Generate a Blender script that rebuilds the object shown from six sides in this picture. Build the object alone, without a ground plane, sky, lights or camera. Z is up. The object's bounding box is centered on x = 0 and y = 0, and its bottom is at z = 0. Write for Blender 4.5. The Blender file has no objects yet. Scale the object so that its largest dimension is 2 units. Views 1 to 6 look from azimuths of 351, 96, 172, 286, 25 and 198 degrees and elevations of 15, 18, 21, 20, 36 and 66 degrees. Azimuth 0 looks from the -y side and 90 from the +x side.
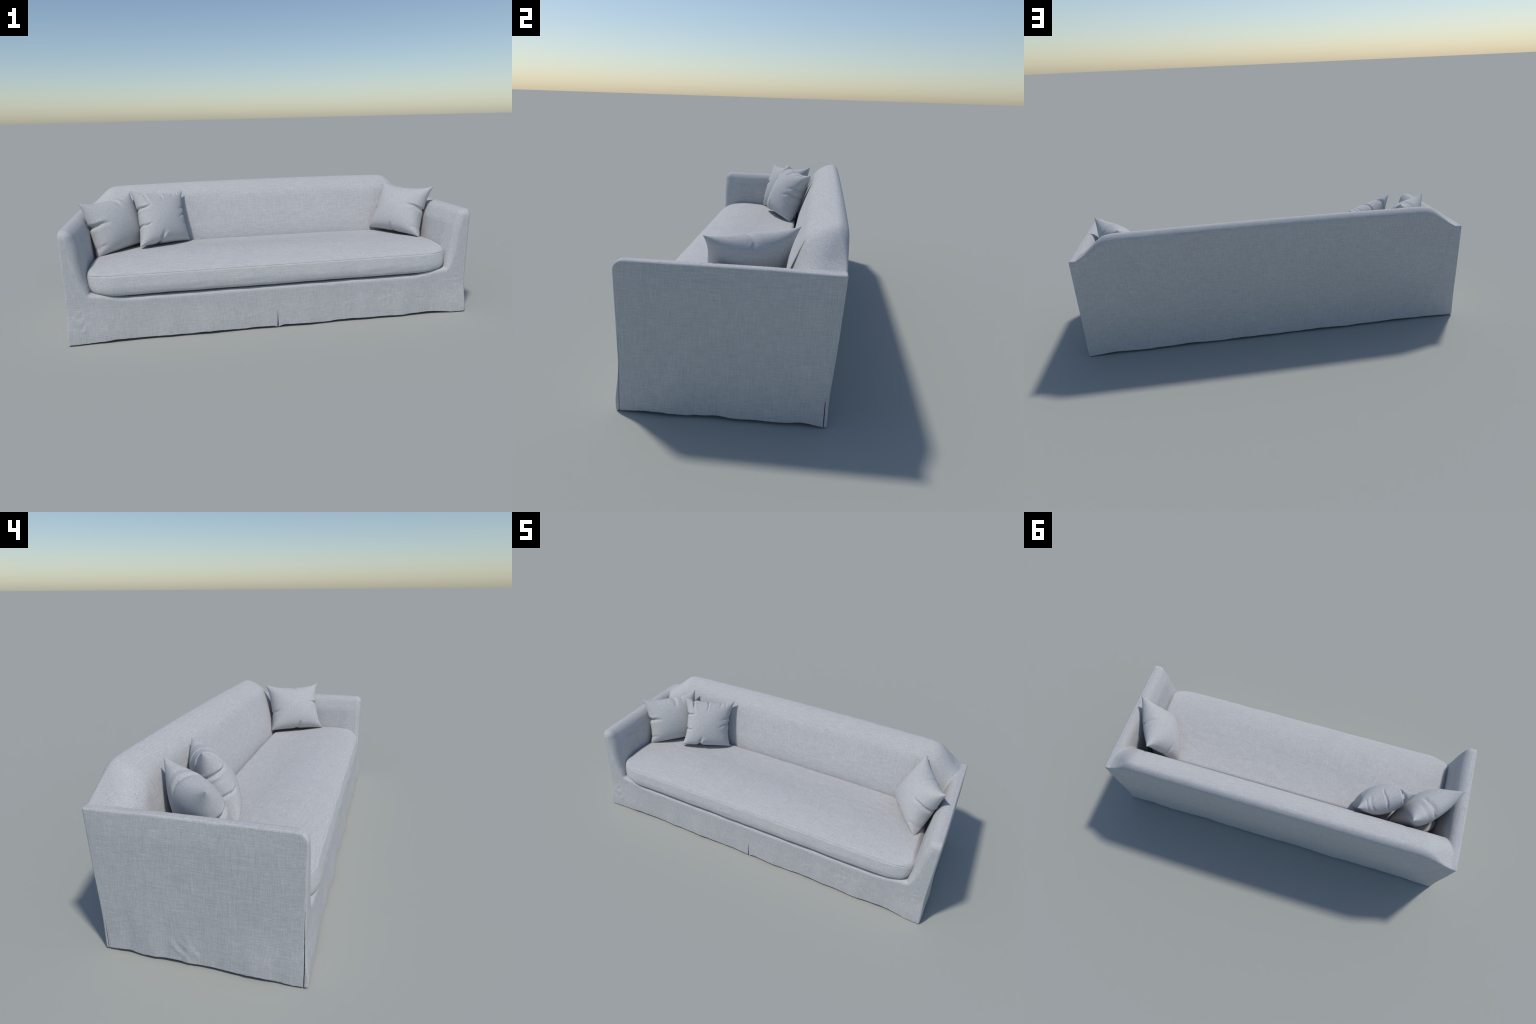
# A slip-covered three-seat sofa in pale grey linen with one long seat cushion
# and three throw pillows.  Upholstered bodies are described by distance
# functions (profiles, roundings, unions) and skinned with surface nets; the
# pillows are stuffed two-sided sheets with pinched edges.
import bpy, math, random
import numpy as np
from mathutils import Matrix, Vector

random.seed(7)
RNG = np.random.default_rng(7)


# ------------------------------------------------------------------ helpers
def round_and(a, b, r):
    """Intersection with a circular rounding of radius r."""
    return np.minimum(np.maximum(a, b), -r) + np.sqrt(np.maximum(a + r, 0) ** 2 + np.maximum(b + r, 0) ** 2)


def round_or(a, b, r):
    """Union with a circular fillet of radius r."""
    return np.maximum(np.minimum(a, b), r) - np.sqrt(np.maximum(r - a, 0) ** 2 + np.maximum(r - b, 0) ** 2)


def smoothstep(a, b, t):
    s = np.clip((t - a) / (b - a), 0, 1)
    return s * s * (3 - 2 * s)


def curve(points):
    """Smooth monotone-ish curve through control points (cubic Hermite)."""
    px = np.array([p[0] for p in points], float)
    py = np.array([p[1] for p in points], float)
    d = np.diff(py) / np.diff(px)
    m = np.concatenate([[d[0]], (d[:-1] + d[1:]) / 2, [d[-1]]])

    def f(t):
        t = np.asarray(t, float)
        i = np.clip(np.searchsorted(px, t) - 1, 0, len(px) - 2)
        h = px[i + 1] - px[i]
        s = np.clip((t - px[i]) / h, 0, 1)
        return ((2 * s**3 - 3 * s**2 + 1) * py[i] + (s**3 - 2 * s**2 + s) * h * m[i]
                + (-2 * s**3 + 3 * s**2) * py[i + 1] + (s**3 - s**2) * h * m[i + 1])
    return f


def waves(t, seed, scale, octaves=4):
    """Smooth 1-D wobble in about [-1, 1] along t (metres)."""
    g = np.random.default_rng(seed)
    out, amp, tot = 0.0, 1.0, 0.0
    for k in range(octaves):
        f = (1.0 / scale) * (1.7 ** k) * g.uniform(0.85, 1.15)
        out = out + amp * np.sin(2 * math.pi * f * t + g.uniform(0, 6.28))
        tot += amp
        amp *= 0.6
    return out / tot * 1.4


def spacing(lo, hi, coarse, fine_spots):
    """Rectilinear grid coordinates, refined around (centre, half width, step)."""
    out = [lo]
    while out[-1] < hi:
        p = out[-1]
        step = coarse
        for c, w, s in fine_spots:
            dist = abs(p - c) - w
            step = min(step, s + max(dist, 0) * 0.35)
        out.append(p + step)
    return np.array(out)


def surface_net(sdf, xs, ys, zs, snap=4):
    X, Y, Z = np.meshgrid(xs, ys, zs, indexing="ij", sparse=True)
    vals = np.broadcast_to(sdf(X, Y, Z), (len(xs), len(ys), len(zs))).astype(np.float32)
    neg = vals < 0
    shape = tuple(n - 1 for n in vals.shape)
    acc = np.zeros(shape + (3,), np.float32)
    cnt = np.zeros(shape, np.float32)
    coords = (xs, ys, zs)
    quads_src = []
    for ax in range(3):
        lo = [slice(None)] * 3
        hi = [slice(None)] * 3
        lo[ax], hi[ax] = slice(0, -1), slice(1, None)
        cross = neg[tuple(lo)] != neg[tuple(hi)]
        idx = np.argwhere(cross)
        a = vals[tuple(lo)][cross]
        b = vals[tuple(hi)][cross]
        t = a / (a - b)
        pos = np.stack([coords[k][idx[:, k]] for k in range(3)], 1)
        pos[:, ax] += t * (coords[ax][idx[:, ax] + 1] - coords[ax][idx[:, ax]])
        o1, o2 = [(1, 2), (2, 0), (0, 1)][ax]
        cells = []
        for d1, d2 in ((-1, -1), (0, -1), (0, 0), (-1, 0)):
            c = idx.copy()
            c[:, o1] += d1
            c[:, o2] += d2
            np.add.at(acc, (c[:, 0], c[:, 1], c[:, 2]), pos)
            np.add.at(cnt, (c[:, 0], c[:, 1], c[:, 2]), 1)
            cells.append(np.ravel_multi_index(c.T, shape))
        q = np.stack(cells, 1)
        flip = b < a          # solid on the high side
        q[flip] = q[flip][:, ::-1]
        quads_src.append(q)
    used = np.flatnonzero(cnt.ravel() > 0)
    verts = acc.reshape(-1, 3)[used] / cnt.ravel()[used][:, None]
    lookup = np.full(cnt.size, -1, np.int64)
    lookup[used] = np.arange(len(used))
    quads = lookup[np.concatenate(quads_src)]
    verts = verts.astype(float)

    # Newton steps put the vertices on the surface itself
    e = 4e-4
    for _ in range(snap):
        x, y, z = verts.T
        d = sdf(x, y, z)
        g = np.stack([sdf(x + e, y, z) - sdf(x - e, y, z),
                      sdf(x, y + e, z) - sdf(x, y - e, z),
                      sdf(x, y, z + e) - sdf(x, y, z - e)], 1) / (2 * e)
        n2 = np.maximum((g * g).sum(1), 0.25)
        step = -(d / n2)[:, None] * g
        length = np.sqrt((step ** 2).sum(1))
        step *= np.minimum(1, 0.0012 / np.maximum(length, 1e-9))[:, None]
        verts += 0.8 * step
    return verts, quads


def mesh_from(name, verts, quads):
    me = bpy.data.meshes.new(name)
    me.vertices.add(len(verts))
    me.vertices.foreach_set("co", np.asarray(verts, np.float32).ravel())
    n = len(quads)
    k = quads.shape[1]
    me.loops.add(n * k)
    me.loops.foreach_set("vertex_index", quads.astype(np.int32).ravel())
    me.polygons.add(n)
    me.polygons.foreach_set("loop_start", np.arange(0, n * k, k, dtype=np.int32))
    me.polygons.foreach_set("use_smooth", np.ones(n, bool))
    me.update(calc_edges=True)
    me.validate()
    return me


def vertex_normals(verts, quads):
    a, b, c, d = (verts[quads[:, k]] for k in range(4))
    fn = np.cross(c - a, d - b)
    vn = np.zeros_like(verts)
    for k in range(4):
        np.add.at(vn, quads[:, k], fn)
    return vn / np.maximum(np.linalg.norm(vn, axis=1), 1e-12)[:, None]


def add_object(name, mesh, mat, parent=None, matrix=None):
    ob = bpy.data.objects.new(name, mesh)
    bpy.context.scene.collection.objects.link(ob)
    if mat:
        mesh.materials.append(mat)
    if parent:
        ob.parent = parent
    if matrix is not None:
        ob.matrix_world = matrix
    return ob


# ----------------------------------------------------------------- material
def linen(name, base, streak=1.0, rake=0.0):
    """Slubby plain-weave linen: thin pale and dark threads along each axis of
    the cloth, mild cloudiness, fine woven bump, a soft fibre sheen."""
    mat = bpy.data.materials.new(name)
    mat.use_nodes = True
    nt = mat.node_tree
    nt.nodes.clear()
    N, L = nt.nodes.new, nt.links.new
    out = N("ShaderNodeOutputMaterial")
    bsdf = N("ShaderNodeBsdfPrincipled")
    L(bsdf.outputs[0], out.inputs[0])
    tc = N("ShaderNodeTexCoord")
    cloth = tc.outputs["Object"]
    if rake:
        # the raked front of the back carries its own warp direction
        turn = N("ShaderNodeMapping")
        turn.inputs["Rotation"].default_value = (rake, 0, 0)
        L(cloth, turn.inputs[0])
        geo = N("ShaderNodeNewGeometry")
        sep = N("ShaderNodeSeparateXYZ")
        L(geo.outputs["True Normal"], sep.inputs[0])
        front = N("ShaderNodeMath")
        front.operation = "LESS_THAN"
        front.inputs[1].default_value = 0.15
        L(sep.outputs["Y"], front.inputs[0])
        pick = N("ShaderNodeMix")
        pick.data_type = "VECTOR"
        L(front.outputs[0], pick.inputs["Factor"])
        L(cloth, pick.inputs[4])
        L(turn.outputs[0], pick.inputs[5])
        cloth = pick.outputs[1]

    def noise(scale_vec, detail, rough, offset):
        mp = N("ShaderNodeMapping")
        mp.inputs["Scale"].default_value = scale_vec
        mp.inputs["Location"].default_value = offset
        L(cloth, mp.inputs[0])
        nz = N("ShaderNodeTexNoise")
        nz.inputs["Scale"].default_value = 1.0
        nz.inputs["Detail"].default_value = detail
        nz.inputs["Roughness"].default_value = rough
        L(mp.outputs[0], nz.inputs["Vector"])
        return nz.outputs["Fac"]

    def math_node(op, a, b):
        m = N("ShaderNodeMath")
        m.operation = op
        for sock, v in zip(m.inputs, (a, b)):
            if isinstance(v, (int, float)):
                sock.default_value = v
            else:
                L(v, sock)
        return m.outputs[0]

    fine, long = 350.0, 20.0
    tx = noise((long, fine, fine), 2.5, 0.6, (3.1, 0.2, 7.7))
    ty = noise((fine, long, fine), 2.5, 0.6, (1.3, 5.2, 2.4))
    tz = noise((fine, fine, long), 2.5, 0.6, (8.3, 4.4, 0.9))
    cloud = noise((5.0, 5.0, 5.0), 3.0, 0.55, (0.0, 2.0, 4.0))
    threads = math_node("ADD", math_node("ADD", tx, ty), tz)
    threads = math_node("MULTIPLY", math_node("SUBTRACT", threads, 1.5), 0.64 * streak)
    clouds = math_node("MULTIPLY", math_node("SUBTRACT", cloud, 0.5), 0.10)
    tone = math_node("ADD", math_node("ADD", threads, clouds), 0.5)

    ramp = N("ShaderNodeValToRGB")
    ramp.color_ramp.interpolation = "LINEAR"
    e = ramp.color_ramp.elements
    e[0].position, e[1].position = 0.22, 0.80
    e[0].color = (*[c * 0.80 for c in base], 1)
    e[1].color = (*[min(1, c * 1.22) for c in base], 1)
    mid = ramp.color_ramp.elements.new(0.5)
    mid.color = (*base, 1)
    L(tone, ramp.inputs[0])
    L(ramp.outputs[0], bsdf.inputs["Base Color"])
    bsdf.inputs["Roughness"].default_value = 0.92
    bsdf.inputs["Specular IOR Level"].default_value = 0.12
    bump = N("ShaderNodeBump")
    bump.inputs["Strength"].default_value = 0.35
    bump.inputs["Distance"].default_value = 0.0012
    L(threads, bump.inputs["Height"])
    L(bump.outputs[0], bsdf.inputs["Normal"])
    return mat


BASE = (0.505, 0.508, 0.512)
cover_linen = linen("pale_grey_linen", BASE)
back_linen = linen("backrest_linen", BASE, 1.0, math.radians(22))
cushion_linen = linen("seat_linen", BASE, 0.9)
pillow_linen = linen("pillow_linen", BASE, 0.75)

# ---------------------------------------------------------- slipcover shell
SEAT_BASE_TOP = 0.233
ARM_TOP = 0.537

arm_inner = curve([(0.0, 0.850), (0.20, 0.874), (0.24, 0.881), (0.32, 0.898), (0.40, 0.909), (0.466, 0.917), (0.52, 0.929), (0.60, 0.95)])
back_front = curve([(0.0, 0.08), (0.25, 0.128), (0.345, 0.150), (0.40, 0.162), (0.46, 0.1815), (0.52, 0.204), (0.57, 0.225), (0.62, 0.255), (0.68, 0.30)])
back_rear = curve([(0.0, 0.340), (0.10, 0.341), (0.30, 0.355), (0.53, 0.3685), (0.60, 0.3725), (0.70, 0.374)])
shoulder = curve([(0.0, 0.6535), (0.35, 0.652), (0.65, 0.648), (0.74, 0.647), (0.785, 0.644), (0.81, 0.639), (0.835, 0.626), (0.86, 0.605), (0.885, 0.582),
                  (0.91, 0.560), (0.935, 0.543), (0.955, 0.533), (1.02, 0.525)])


def shell_sdf(x, y, z):
    ax = np.abs(x)
    hang = smoothstep(0.24, 0.02, z)                     # 1 at the hem
    corner = smoothstep(0.80, 0.99, ax)
    # outer walls, with the loose swing of the hanging skirt
    swing_f = 0.0042 * waves(x, 11, 0.42) * hang
    swing_b = 0.0028 * waves(x, 12, 0.50) * hang
    swing_s = 0.0035 * waves(y + 3.0 * (x > 0), 13, 0.33) * hang
    wall_front = -0.3635 - 0.0145 * hang ** 2 * (0.35 + 0.65 * corner) + swing_f * (1 - corner)
    rear = back_rear(z) + swing_b + 0.0055 * (1 - np.minimum(ax / 0.985, 1) ** 4) * smoothstep(0.15, 0.50, z)
    flare = 0.0095 * hang ** 2 * smoothstep(0.10, -0.36, y) 
    puff = 0.0065 * (1 - np.minimum(np.abs(y) / 0.37, 1) ** 4) * smoothstep(0.56, 0.44, z)
    outer = 0.9845 + puff + flare + swing_s * (1 - smoothstep(0.22, 0.36, np.abs(y)))

    # seat rail and arms make a U, the back rises behind
    rail = z - SEAT_BASE_TOP - 0.003 + 0.024 * (1 - smoothstep(0.70, 0.88, ax))
    fat = 0.015 * smoothstep(-0.365, -0.27, y) * smoothstep(0.32, 0.02, y) * smoothstep(0.545, 0.45, z)
    arm_cross = round_and((arm_inner(z) - fat - ax) * 0.985, z - ARM_TOP + 0.004 * smoothstep(0.1, 0.37, y), 0.030)
    seat_u = round_or(arm_cross, rail, 0.007)

    zt = shoulder(ax)
    slope = (shoulder(ax + 0.004) - shoulder(ax - 0.004)) / 0.008
    top = (z - zt) / np.sqrt(1 + slope ** 2)
    front_face = (back_front(z) - y) * 0.90
    back = round_and(front_face, top, 0.075)
    back = round_and(back, y - rear, 0.045 - 0.035 * smoothstep(0.80, 0.94, ax))
    body = round_or(seat_u, back, 0.004)

    front_r = 0.018 + 0.013 * smoothstep(0.22, 0.30, z) + 0.006 * smoothstep(0.42, 0.50, z)
    d = round_and(body, wall_front - y, front_r)
    d = round_and(d, y - rear, 0.006)
    d = round_and(d, ax - outer, 0.008)

    # hem
    hem = 0.0085 + 0.0020 * waves(x * 0.9 + y * 1.3, 21, 0.36) - 0.006 * np.maximum(corner * smoothstep(0.25, 0.36, np.abs(y)), smoothstep(0.03, 0.0, ax) * (y < -0.3))
    d = np.maximum(d, hem - z)
    # hollow underneath
    cavity = np.maximum(np.maximum(ax - outer + 0.010, y - rear + 0.010), np.maximum(wall_front + 0.010 - y, z - 0.12))
    d = np.maximum(d, -cavity)
    # pleat openings: centre front and the four corners
    open_c = np.abs(x + 0.001) - (0.0006 + 0.0026 * smoothstep(0.085, 0.0, z))
    slit_c = np.maximum(np.maximum(open_c, z - 0.088), y + 0.335)
    open_f = np.abs(y + 0.3585 + 0.004 * hang) - (0.0005 + 0.0010 * smoothstep(0.28, 0.05, z) * np.where(x < 0, 1.0, 0.35))
    slit_f = np.maximum(np.maximum(open_f, z - 0.275), 0.968 - ax)
    open_b = np.abs(y - rear + 0.012) - (0.0009 + 0.0006 * smoothstep(0.11, 0.02, z))
    slit_b = np.maximum(np.maximum(open_b, z - 0.115), 0.966 - ax)
    d = np.maximum(d, -np.minimum(np.minimum(slit_c, slit_f), slit_b))
    return d


def crumple(p, n):
    """Pressed-in creases of the loose cover: (centre, direction, length, width, depth, repeats, gap)."""
    off = np.zeros(len(p))

    def group(mask, a, b, ca, cb, ang, length, width, depth, count, gap):
        ca0, sa0 = math.cos(ang), math.sin(ang)
        u = (a - ca) * ca0 + (b - cb) * sa0
        v = -(a - ca) * sa0 + (b - cb) * ca0
        s = np.zeros(len(p))
        for i in range(count):
            vi = v - (i - (count - 1) / 2) * gap - 0.25 * gap * np.sin(u / length * 3 + i * 2.1)
            li = length * (0.7 + 0.3 * math.sin(i * 2.7 + 1))
            prof = np.exp(-(vi / width) ** 2) - 0.5 * np.exp(-((vi - 1.8 * width) / width) ** 2)
            s += prof * np.exp(-(u / li) ** 4)
        off[mask] += depth * s[mask]

    frontf = n[:, 1] < -0.6
    leftf = (n[:, 0] < -0.6) & (p[:, 0] < -0.9)
    x, y, z = p.T
    group(frontf, x, z, 0.36, 0.085, 1.15, 0.028, 0.007, 0.0018, 2, 0.020)
    group(frontf, x, z, 0.56, 0.105, 1.05, 0.032, 0.007, 0.0016, 3, 0.020)
    group(frontf, x, z, -0.925, 0.110, 0.55, 0.040, 0.011, 0.0014, 4, 0.024)
    group(frontf, x, z, 0.945, 0.185, -0.12, 0.03, 0.007, 0.0009, 2, 0.02)
    group(leftf, -y, z, -0.035, 0.060, -0.95, 0.055, 0.008, 0.0025, 3, 0.024)
    return off


xs = spacing(-1.03, 1.03, 0.0075, [(s * 0.987, 0.012, 0.0025) for s in (-1, 1)] + [(0.0, 0.004, 0.0013)] + [(s * 0.93, 0.02, 0.004) for s in (-1, 1)])
ys = spacing(-0.41, 0.40, 0.0070, [(-0.3625, 0.006, 0.0014), (0.338, 0.010, 0.0018), (0.362, 0.008, 0.0024), (-0.373, 0.004, 0.002)])
zs = spacing(-0.02, 0.69, 0.0070, [(0.008, 0.008, 0.0022), (0.237, 0.01, 0.004), (0.533, 0.010, 0.003)])
sv, sq = surface_net(shell_sdf, xs, ys, zs)
sn = vertex_normals(sv, sq)
sv = sv + sn * crumple(sv, sn)[:, None]

sofa = bpy.data.objects.new("sofa", None)
bpy.context.scene.collection.objects.link(sofa)
sofa["label"] = "long pale grey linen slipcovered sofa with single seat cushion"
sofa["category"] = "sofa"

whole = mesh_from("slipcover_whole", sv, sq)
# soft shading across bends, hard across the cut edges of hem and pleats
angles = np.zeros(len(whole.edges))
whole.set_sharp_from_angle(angle=math.radians(62))
corner_n = np.zeros(len(whole.loops) * 3, np.float32)
whole.corner_normals.foreach_get("vector", corner_n)
corner_n = corner_n.reshape(-1, 3)
lq = np.zeros(len(whole.loops), np.int32)
whole.loops.foreach_get("vertex_index", lq)
lq = lq.reshape(-1, 4)
cv = np.zeros(len(whole.vertices) * 3, np.float32)
whole.vertices.foreach_get("co", cv)
cv = cv.reshape(-1, 3)
fc = cv[lq].mean(1)
fx, fy, fz = np.abs(fc[:, 0]), fc[:, 1], fc[:, 2]
is_skirt = fz < 0.225
is_back = (~is_skirt) & (fy > back_front(fz) - 0.006) & ((fz > 0.545) | (fx < arm_inner(fz) - 0.002) | (fy > 0.35) & (fx < 0.945))
is_arm = (~is_skirt) & (~is_back) & (fx > 0.868)
is_rail = ~(is_skirt | is_back | is_arm)


def split_part(name, mask, mat=cover_linen):
    faces = lq[mask]
    used, inv = np.unique(faces.ravel(), return_inverse=True)
    me = mesh_from(name, cv[used], inv.reshape(-1, 4))
    me.normals_split_custom_set(corner_n.reshape(-1, 4, 3)[mask].reshape(-1, 3).tolist())
    return add_object(name, me, mat, sofa)


split_part("backrest", is_back, back_linen)
split_part("armrest", is_arm & (fc[:, 0] < 0))
split_part("armrest", is_arm & (fc[:, 0] > 0))
split_part("seat_base", is_rail)
split_part("skirt", is_skirt)
bpy.data.meshes.remove(whole)

# -------------------------------------------------------------- seat cushion
SEAM_Z = 0.316
cush_half = curve([(0.20, 0.868), (0.24, 0.880), (0.28, 0.891), (0.32, 0.895), (0.345, 0.893), (0.42, 0.890)])


crown_line = curve([(-0.40, 0.306), (-0.357, 0.319), (-0.335, 0.331), (-0.30, 0.345), (-0.22, 0.365), (-0.12, 0.3695), (-0.02, 0.362), (0.06, 0.357), (0.12, 0.353), (0.17, 0.350), (0.25, 0.346)])


def cushion_sdf(x, y, z):
    ax = np.abs(x)
    bow = -0.3725 + 0.027 * smoothstep(0.77, 0.91, ax)
    rise = (z - 0.262) / 0.054
    bulge = 0.0130 * np.where(rise > 0, np.abs(rise) ** 1.25, np.abs(np.maximum(rise, -1.1)) ** 2.2)
    front = (bow + bulge + 0.0015 * waves(x, 31, 0.37) - y) * 0.92
    side = ax - cush_half(z) + 0.008 * smoothstep(-0.28, -0.05, y) + 0.004 * smoothstep(-0.05, 0.12, y)
    rear = y - 0.139 + 0.10 * np.maximum(0.30 - z, 0)
    middle = np.clip(1 - (ax / 0.90) ** 4, 0, 1)
    crown = crown_line(y) - 0.024 * (1 - middle) * smoothstep(-0.36, -0.10, y) * smoothstep(0.25, 0.10, y) - 0.002 * (1 - middle)
    crown = crown + 0.0012 * waves(x + 0.7 * y, 32, 0.45) * waves(y - 0.3 * x, 33, 0.3)
    low = 0.219 + 0.016 * smoothstep(0.72, 0.90, ax) + 0.0015 * waves(x, 34, 0.6) - z
    plan = round_and(front, side, 0.042)
    plan = round_and(plan, rear, 0.012 + 0.075 * smoothstep(0.70, 0.82, ax))
    d = round_and(plan, z - crown, 0.006 + 0.016 * smoothstep(0.82, 0.90, ax) + 0.018 * smoothstep(0.84, 0.88, ax) * smoothstep(-0.33, -0.25, y) * (y < 0.05) + 0.008 * smoothstep(0.05, 0.12, y))
    d = round_and(d, low, 0.020)
    # stitched seam around the upper edge
    groove = 0.0034 * np.exp(-((z - SEAM_Z) / 0.0019) ** 2) * (1 - 0.7 * smoothstep(0.85, 0.89, ax))
    return d + groove


xs = spacing(-0.93, 0.93, 0.0075, [(s * 0.88, 0.012, 0.004) for s in (-1, 1)])
ys = spacing(-0.39, 0.22, 0.0070, [(-0.352, 0.012, 0.003)])
zs = spacing(0.19, 0.40, 0.0060, [(SEAM_Z, 0.006, 0.0011), (0.225, 0.01, 0.004)])
cvv, cq = surface_net(cushion_sdf, xs, ys, zs)
cn = vertex_normals(cvv, cq)


def cushion_creases(p, n):
    x, y, z = p.T
    up = smoothstep(0.6, 0.9, n[:, 2])
    off = np.zeros(len(p))
    for cx, cy, ang, ln, wd, dp in ((0.56, -0.02, -0.10, 0.10, 0.010, 0.0016), (0.60, 0.035, -0.16, 0.08, 0.008, 0.0014),
                                    (0.50, -0.08, -0.05, 0.12, 0.012, 0.0012), (0.66, -0.09, -0.25, 0.07, 0.008, 0.0014),
                                    (-0.60, -0.10, 0.10, 0.08, 0.010, 0.0014), (-0.66, -0.05, 0.22, 0.06, 0.009, 0.0012),
                                    (0.20, 0.02, 0.04, 0.13, 0.012, 0.0008), (-0.25, -0.05, -0.05, 0.15, 0.014, 0.0008)):
        u = (x - cx) * math.cos(ang) + (y - cy) * math.sin(ang)
        v = -(x - cx) * math.sin(ang) + (y - cy) * math.cos(ang) + 0.006 * np.sin(u * 50)
        off -= 0.7 * dp * (np.exp(-(v / wd) ** 2) - 0.6 * np.exp(-((v - 2 * wd) / wd) ** 2)) * np.exp(-(u / ln) ** 4)
    front = smoothstep(0.5, 0.9, -n[:, 1])
    for cx, ln in ((-0.35, 0.07), (0.55, 0.08), (-0.1, 0.09)):
        off -= 0.0012 * front * np.exp(-((z - 0.255 - 0.1 * (x - cx)) / 0.010) ** 2) * np.exp(-((x - cx) / ln) ** 4)
    return off * np.where(n[:, 2] > 0.5, up, 1)


cvv = cvv + cn * cushion_creases(cvv, cn)[:, None]
cme = mesh_from("seat_cushion", cvv, cq)
add_object("seat_cushion", cme, cushion_linen, sofa)


# ------------------------------------------------------------- throw pillows
def pillow(name, corners, thick, folds, seed, label, n=140, inset=(0.15, 0.145, 0.03), belly=0.002):
    """corners: upper left, upper right, lower right, lower left seen from the front."""
    ul, ur, lr, ll = (np.array(c, float) for c in corners)
    mid = (ul + ur + lr + ll) / 4
    ex = (ur + lr - ul - ll)
    ex /= np.linalg.norm(ex)
    ey = (ul + ur - ll - lr)
    ez = np.cross(ex, ey)
    ez /= np.linalg.norm(ez)
    ey = np.cross(ez, ex)
    R = np.stack([ex, ey, ez], 1)
    lc = [(c - mid) @ R for c in (ul, ur, lr, ll)]

    t = np.linspace(-1, 1, n)
    t = 0.45 * t + 0.55 * np.sin(t * math.pi / 2)
    U, V = np.meshgrid(t, t, indexing="ij")
    g = np.random.default_rng(seed)
    a1, a2, a3, a4 = g.uniform(0.8, 1.2, 4)
    side_x = inset[0] * np.where(U < 0, a1, a2)
    side_y = np.where(V < 0, inset[2], inset[1])
    uu = U * (1 - side_x * (1 - np.abs(V) ** 2.6) * np.abs(U) ** 1.3)
    vv = V * (1 - side_y * (1 - np.abs(U) ** 3.0) * np.abs(V) ** 1.3)
    wu, wv = (uu + 1) / 2, (vv + 1) / 2
    sheet = ((1 - wu) * wv)[..., None] * lc[0] + (wu * wv)[..., None] * lc[1] + (wu * (1 - wv))[..., None] * lc[2] + ((1 - wu) * (1 - wv))[..., None] * lc[3]
    q = np.maximum((1 - U ** 2) * (1 - V ** 2), 0)
    sag = 1 - 0.13 * V                                   # filling settles low
    h = 1.10 * thick * q ** (0.50 - 0.13 * smoothstep(0.1, -0.9, V)) * sag
    rim = np.maximum(np.abs(U), np.abs(V))
    verts, faces = [], []
    index = np.full((2, n, n), -1, int)
    for s, sgn in ((0, 1.0), (1, -1.0)):
        w = sgn * h + belly * q ** 0.7
        lum = 0.02 * thick * (np.sin(3.1 * U + seed + s) * np.sin(2.7 * V + 2 * s + seed))
        w = w + sgn * lum * q ** 0.5
        for edge, pos, length, depth, width, skew, which in folds:
            if which != 0 and which != sgn:
                continue
            inward, along = {"l": (1 + U, V), "r": (1 - U, V), "b": (1 + V, U), "t": (1 - V, U)}[edge]
            a = along - pos - skew * inward - 0.03 * np.sin(inward * 9 + pos * 7)
            ww = width * (0.35 + 0.9 * inward / length)
            prof = np.exp(-np.abs(a / ww) ** 1.4) - 0.30 * np.exp(-((a - 2.4 * ww) / (1.6 * ww)) ** 2) - 0.15 * np.exp(-((a + 2.6 * ww) / (1.8 * ww)) ** 2)
            fade = smoothstep(length, 0.25 * length, inward) * smoothstep(0.0, 0.10, inward) 
            w = w - sgn * 0.62 * depth * prof * fade
        P = sheet.copy()
        P[..., 2] = P[..., 2] + w
        # pinches also draw the outline in
        for edge, pos, length, depth, width, skew, which in folds:
            inward, along = {"l": (1 + U, V), "r": (1 - U, V), "b": (1 + V, U), "t": (1 - V, U)}[edge]
            pull = 0.55 * depth * np.exp(-((along - pos) / (1.3 * width)) ** 2) * np.exp(-(inward / 0.22) ** 2)
            if edge == "l":
                P[..., 0] += pull
            if edge == "r":
                P[..., 0] -= pull
            if edge == "b":
                P[..., 1] += pull
            if edge == "t":
                P[..., 1] -= pull
        for i in range(n):
            for j in range(n):
                if s == 1 and (i in (0, n - 1) or j in (0, n - 1)):
                    index[1, i, j] = index[0, i, j]
                else:
                    index[s, i, j] = len(verts)
                    verts.append(P[i, j])
    for s in (0, 1):
        a, b = index[s, :-1, :-1], index[s, 1:, :-1]
        c, d = index[s, 1:, 1:], index[s, :-1, 1:]
        f = np.stack([a, b, c, d], -1).reshape(-1, 4)
        faces.append(f if s == 0 else f[:, ::-1])
    me = mesh_from(name, np.array(verts), np.concatenate(faces))
    M = Matrix.Translation(Vector(mid)) @ Matrix(R.tolist()).to_4x4()
    ob = add_object(name, me, pillow_linen, None, M)
    ob["label"] = label
    ob["category"] = "pillow"
    return ob


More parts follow.
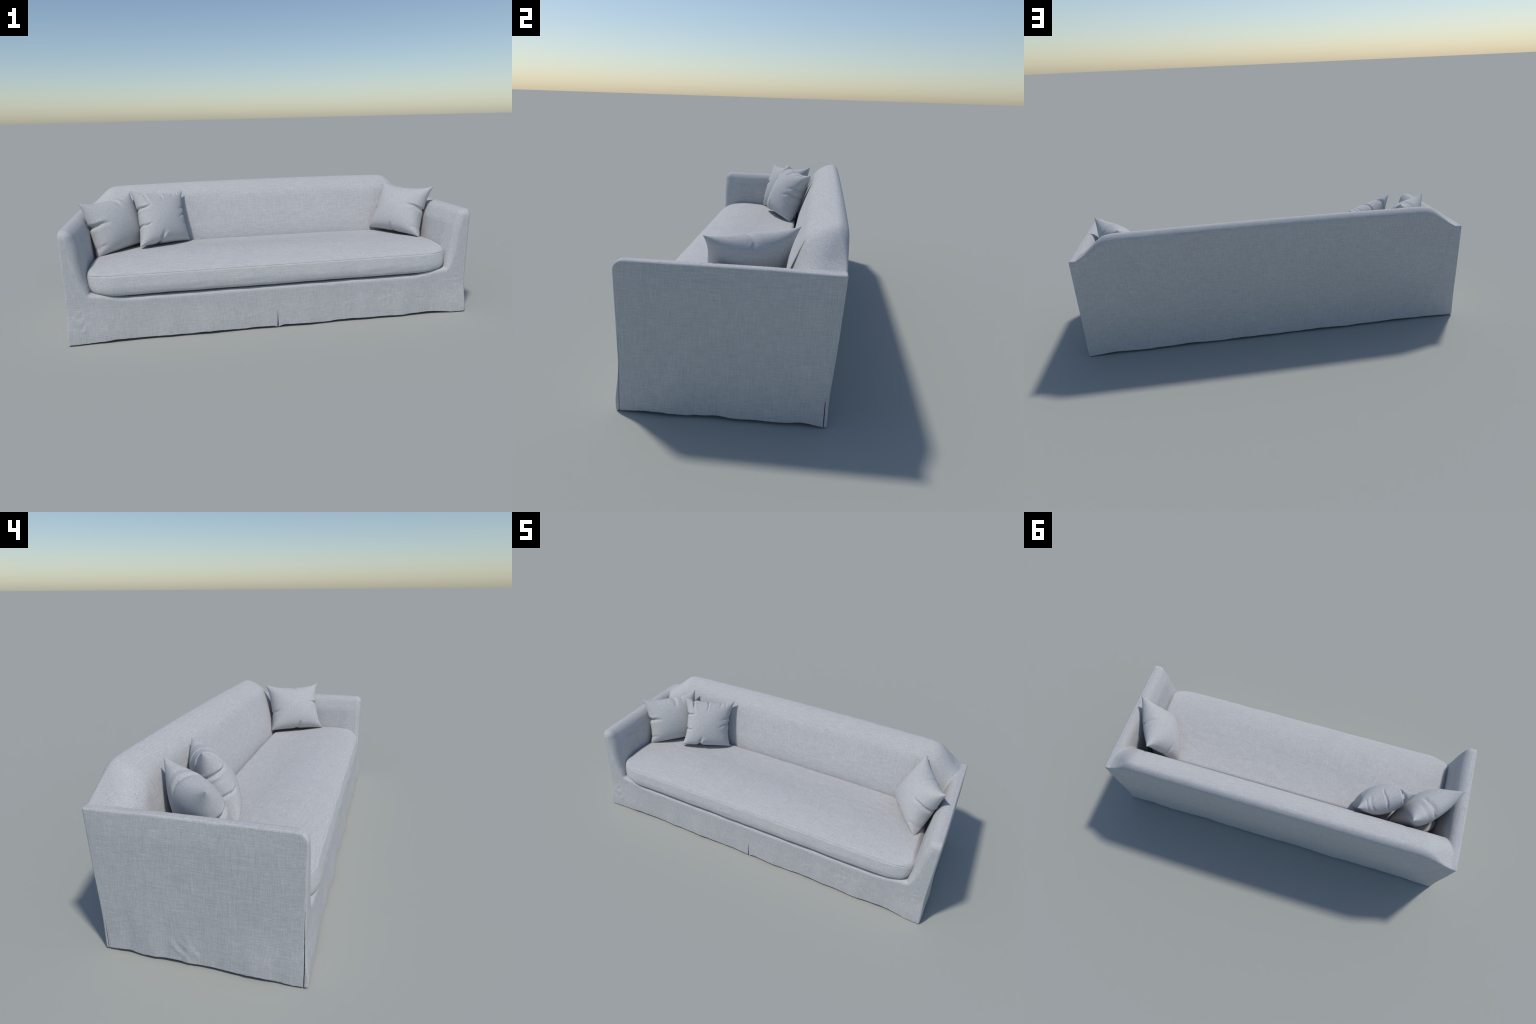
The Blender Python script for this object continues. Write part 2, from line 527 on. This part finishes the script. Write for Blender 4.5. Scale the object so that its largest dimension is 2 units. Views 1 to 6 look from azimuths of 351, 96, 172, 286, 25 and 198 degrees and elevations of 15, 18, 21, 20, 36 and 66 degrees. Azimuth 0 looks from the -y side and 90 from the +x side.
# folds: edge, position along it, length, depth, width, skew, side (1 front, -1 rear, 0 both)
pillow("throw_pillow",
       [(-0.941, -0.040, 0.613), (-0.707, 0.206, 0.629), (-0.615, 0.165, 0.352), (-0.866, -0.092, 0.340)], 0.074,
       [("l", 0.05, 0.60, 0.018, 0.060, 0.10, 1), ("l", 0.05, 0.45, 0.012, 0.06, -0.1, -1), ("t", 0.12, 0.60, 0.014, 0.060, 0.12, 0),
        ("t", 0.42, 0.35, 0.005, 0.06, 0.0, 1), ("l", -0.72, 0.30, 0.006, 0.06, 0.2, 1), ("b", 0.55, 0.30, 0.006, 0.06, 0.0, 1)],
       3, "plump square grey linen throw pillow with pointed corners", inset=(0.15, 0.175, 0.03), belly=0.008)
pillow("throw_pillow",
       [(-0.693, 0.068, 0.649), (-0.420, 0.218, 0.619), (-0.397, 0.109, 0.355), (-0.655, -0.043, 0.371)], 0.072,
       [("l", 0.30, 0.55, 0.016, 0.045, 0.22, 0), ("l", 0.13, 0.38, 0.004, 0.045, 0.35, 1), ("l", -0.30, 0.42, 0.014, 0.035, 0.02, 1),
        ("t", -0.62, 0.60, 0.020, 0.045, 0.08, 0), ("t", -0.03, 0.55, 0.012, 0.030, -0.06, 0), ("t", 0.50, 0.30, 0.007, 0.040, -0.15, 0),
        ("t", 0.66, 0.22, 0.006, 0.030, 0.1, 1), ("r", 0.30, 0.55, 0.009, 0.055, -0.22, 1), ("r", 0.00, 0.65, 0.012, 0.050, -0.18, 1),
        ("r", -0.34, 0.40, 0.004, 0.05, -0.15, 1), ("b", -0.28, 0.50, 0.018, 0.060, 0.12, 1)],
       5, "creased square grey linen throw pillow with pointed corners")
pillow("throw_pillow",
       [(0.770, 0.216, 0.623), (0.933, -0.084, 0.618), (0.839, -0.136, 0.351), (0.668, 0.152, 0.358)], 0.074,
       [("r", 0.05, 0.65, 0.017, 0.050, 0.14, 0), ("t", 0.0, 0.45, 0.009, 0.055, 0.05, 0), ("b", 0.0, 0.35, 0.010, 0.06, 0.0, 1),
        ("l", -0.25, 0.40, 0.009, 0.06, 0.15, 1), ("r", -0.70, 0.30, 0.005, 0.06, -0.2, 1)],
       8, "smooth square grey linen throw pillow with pointed corners", inset=(0.15, 0.19, 0.05), belly=0.006)
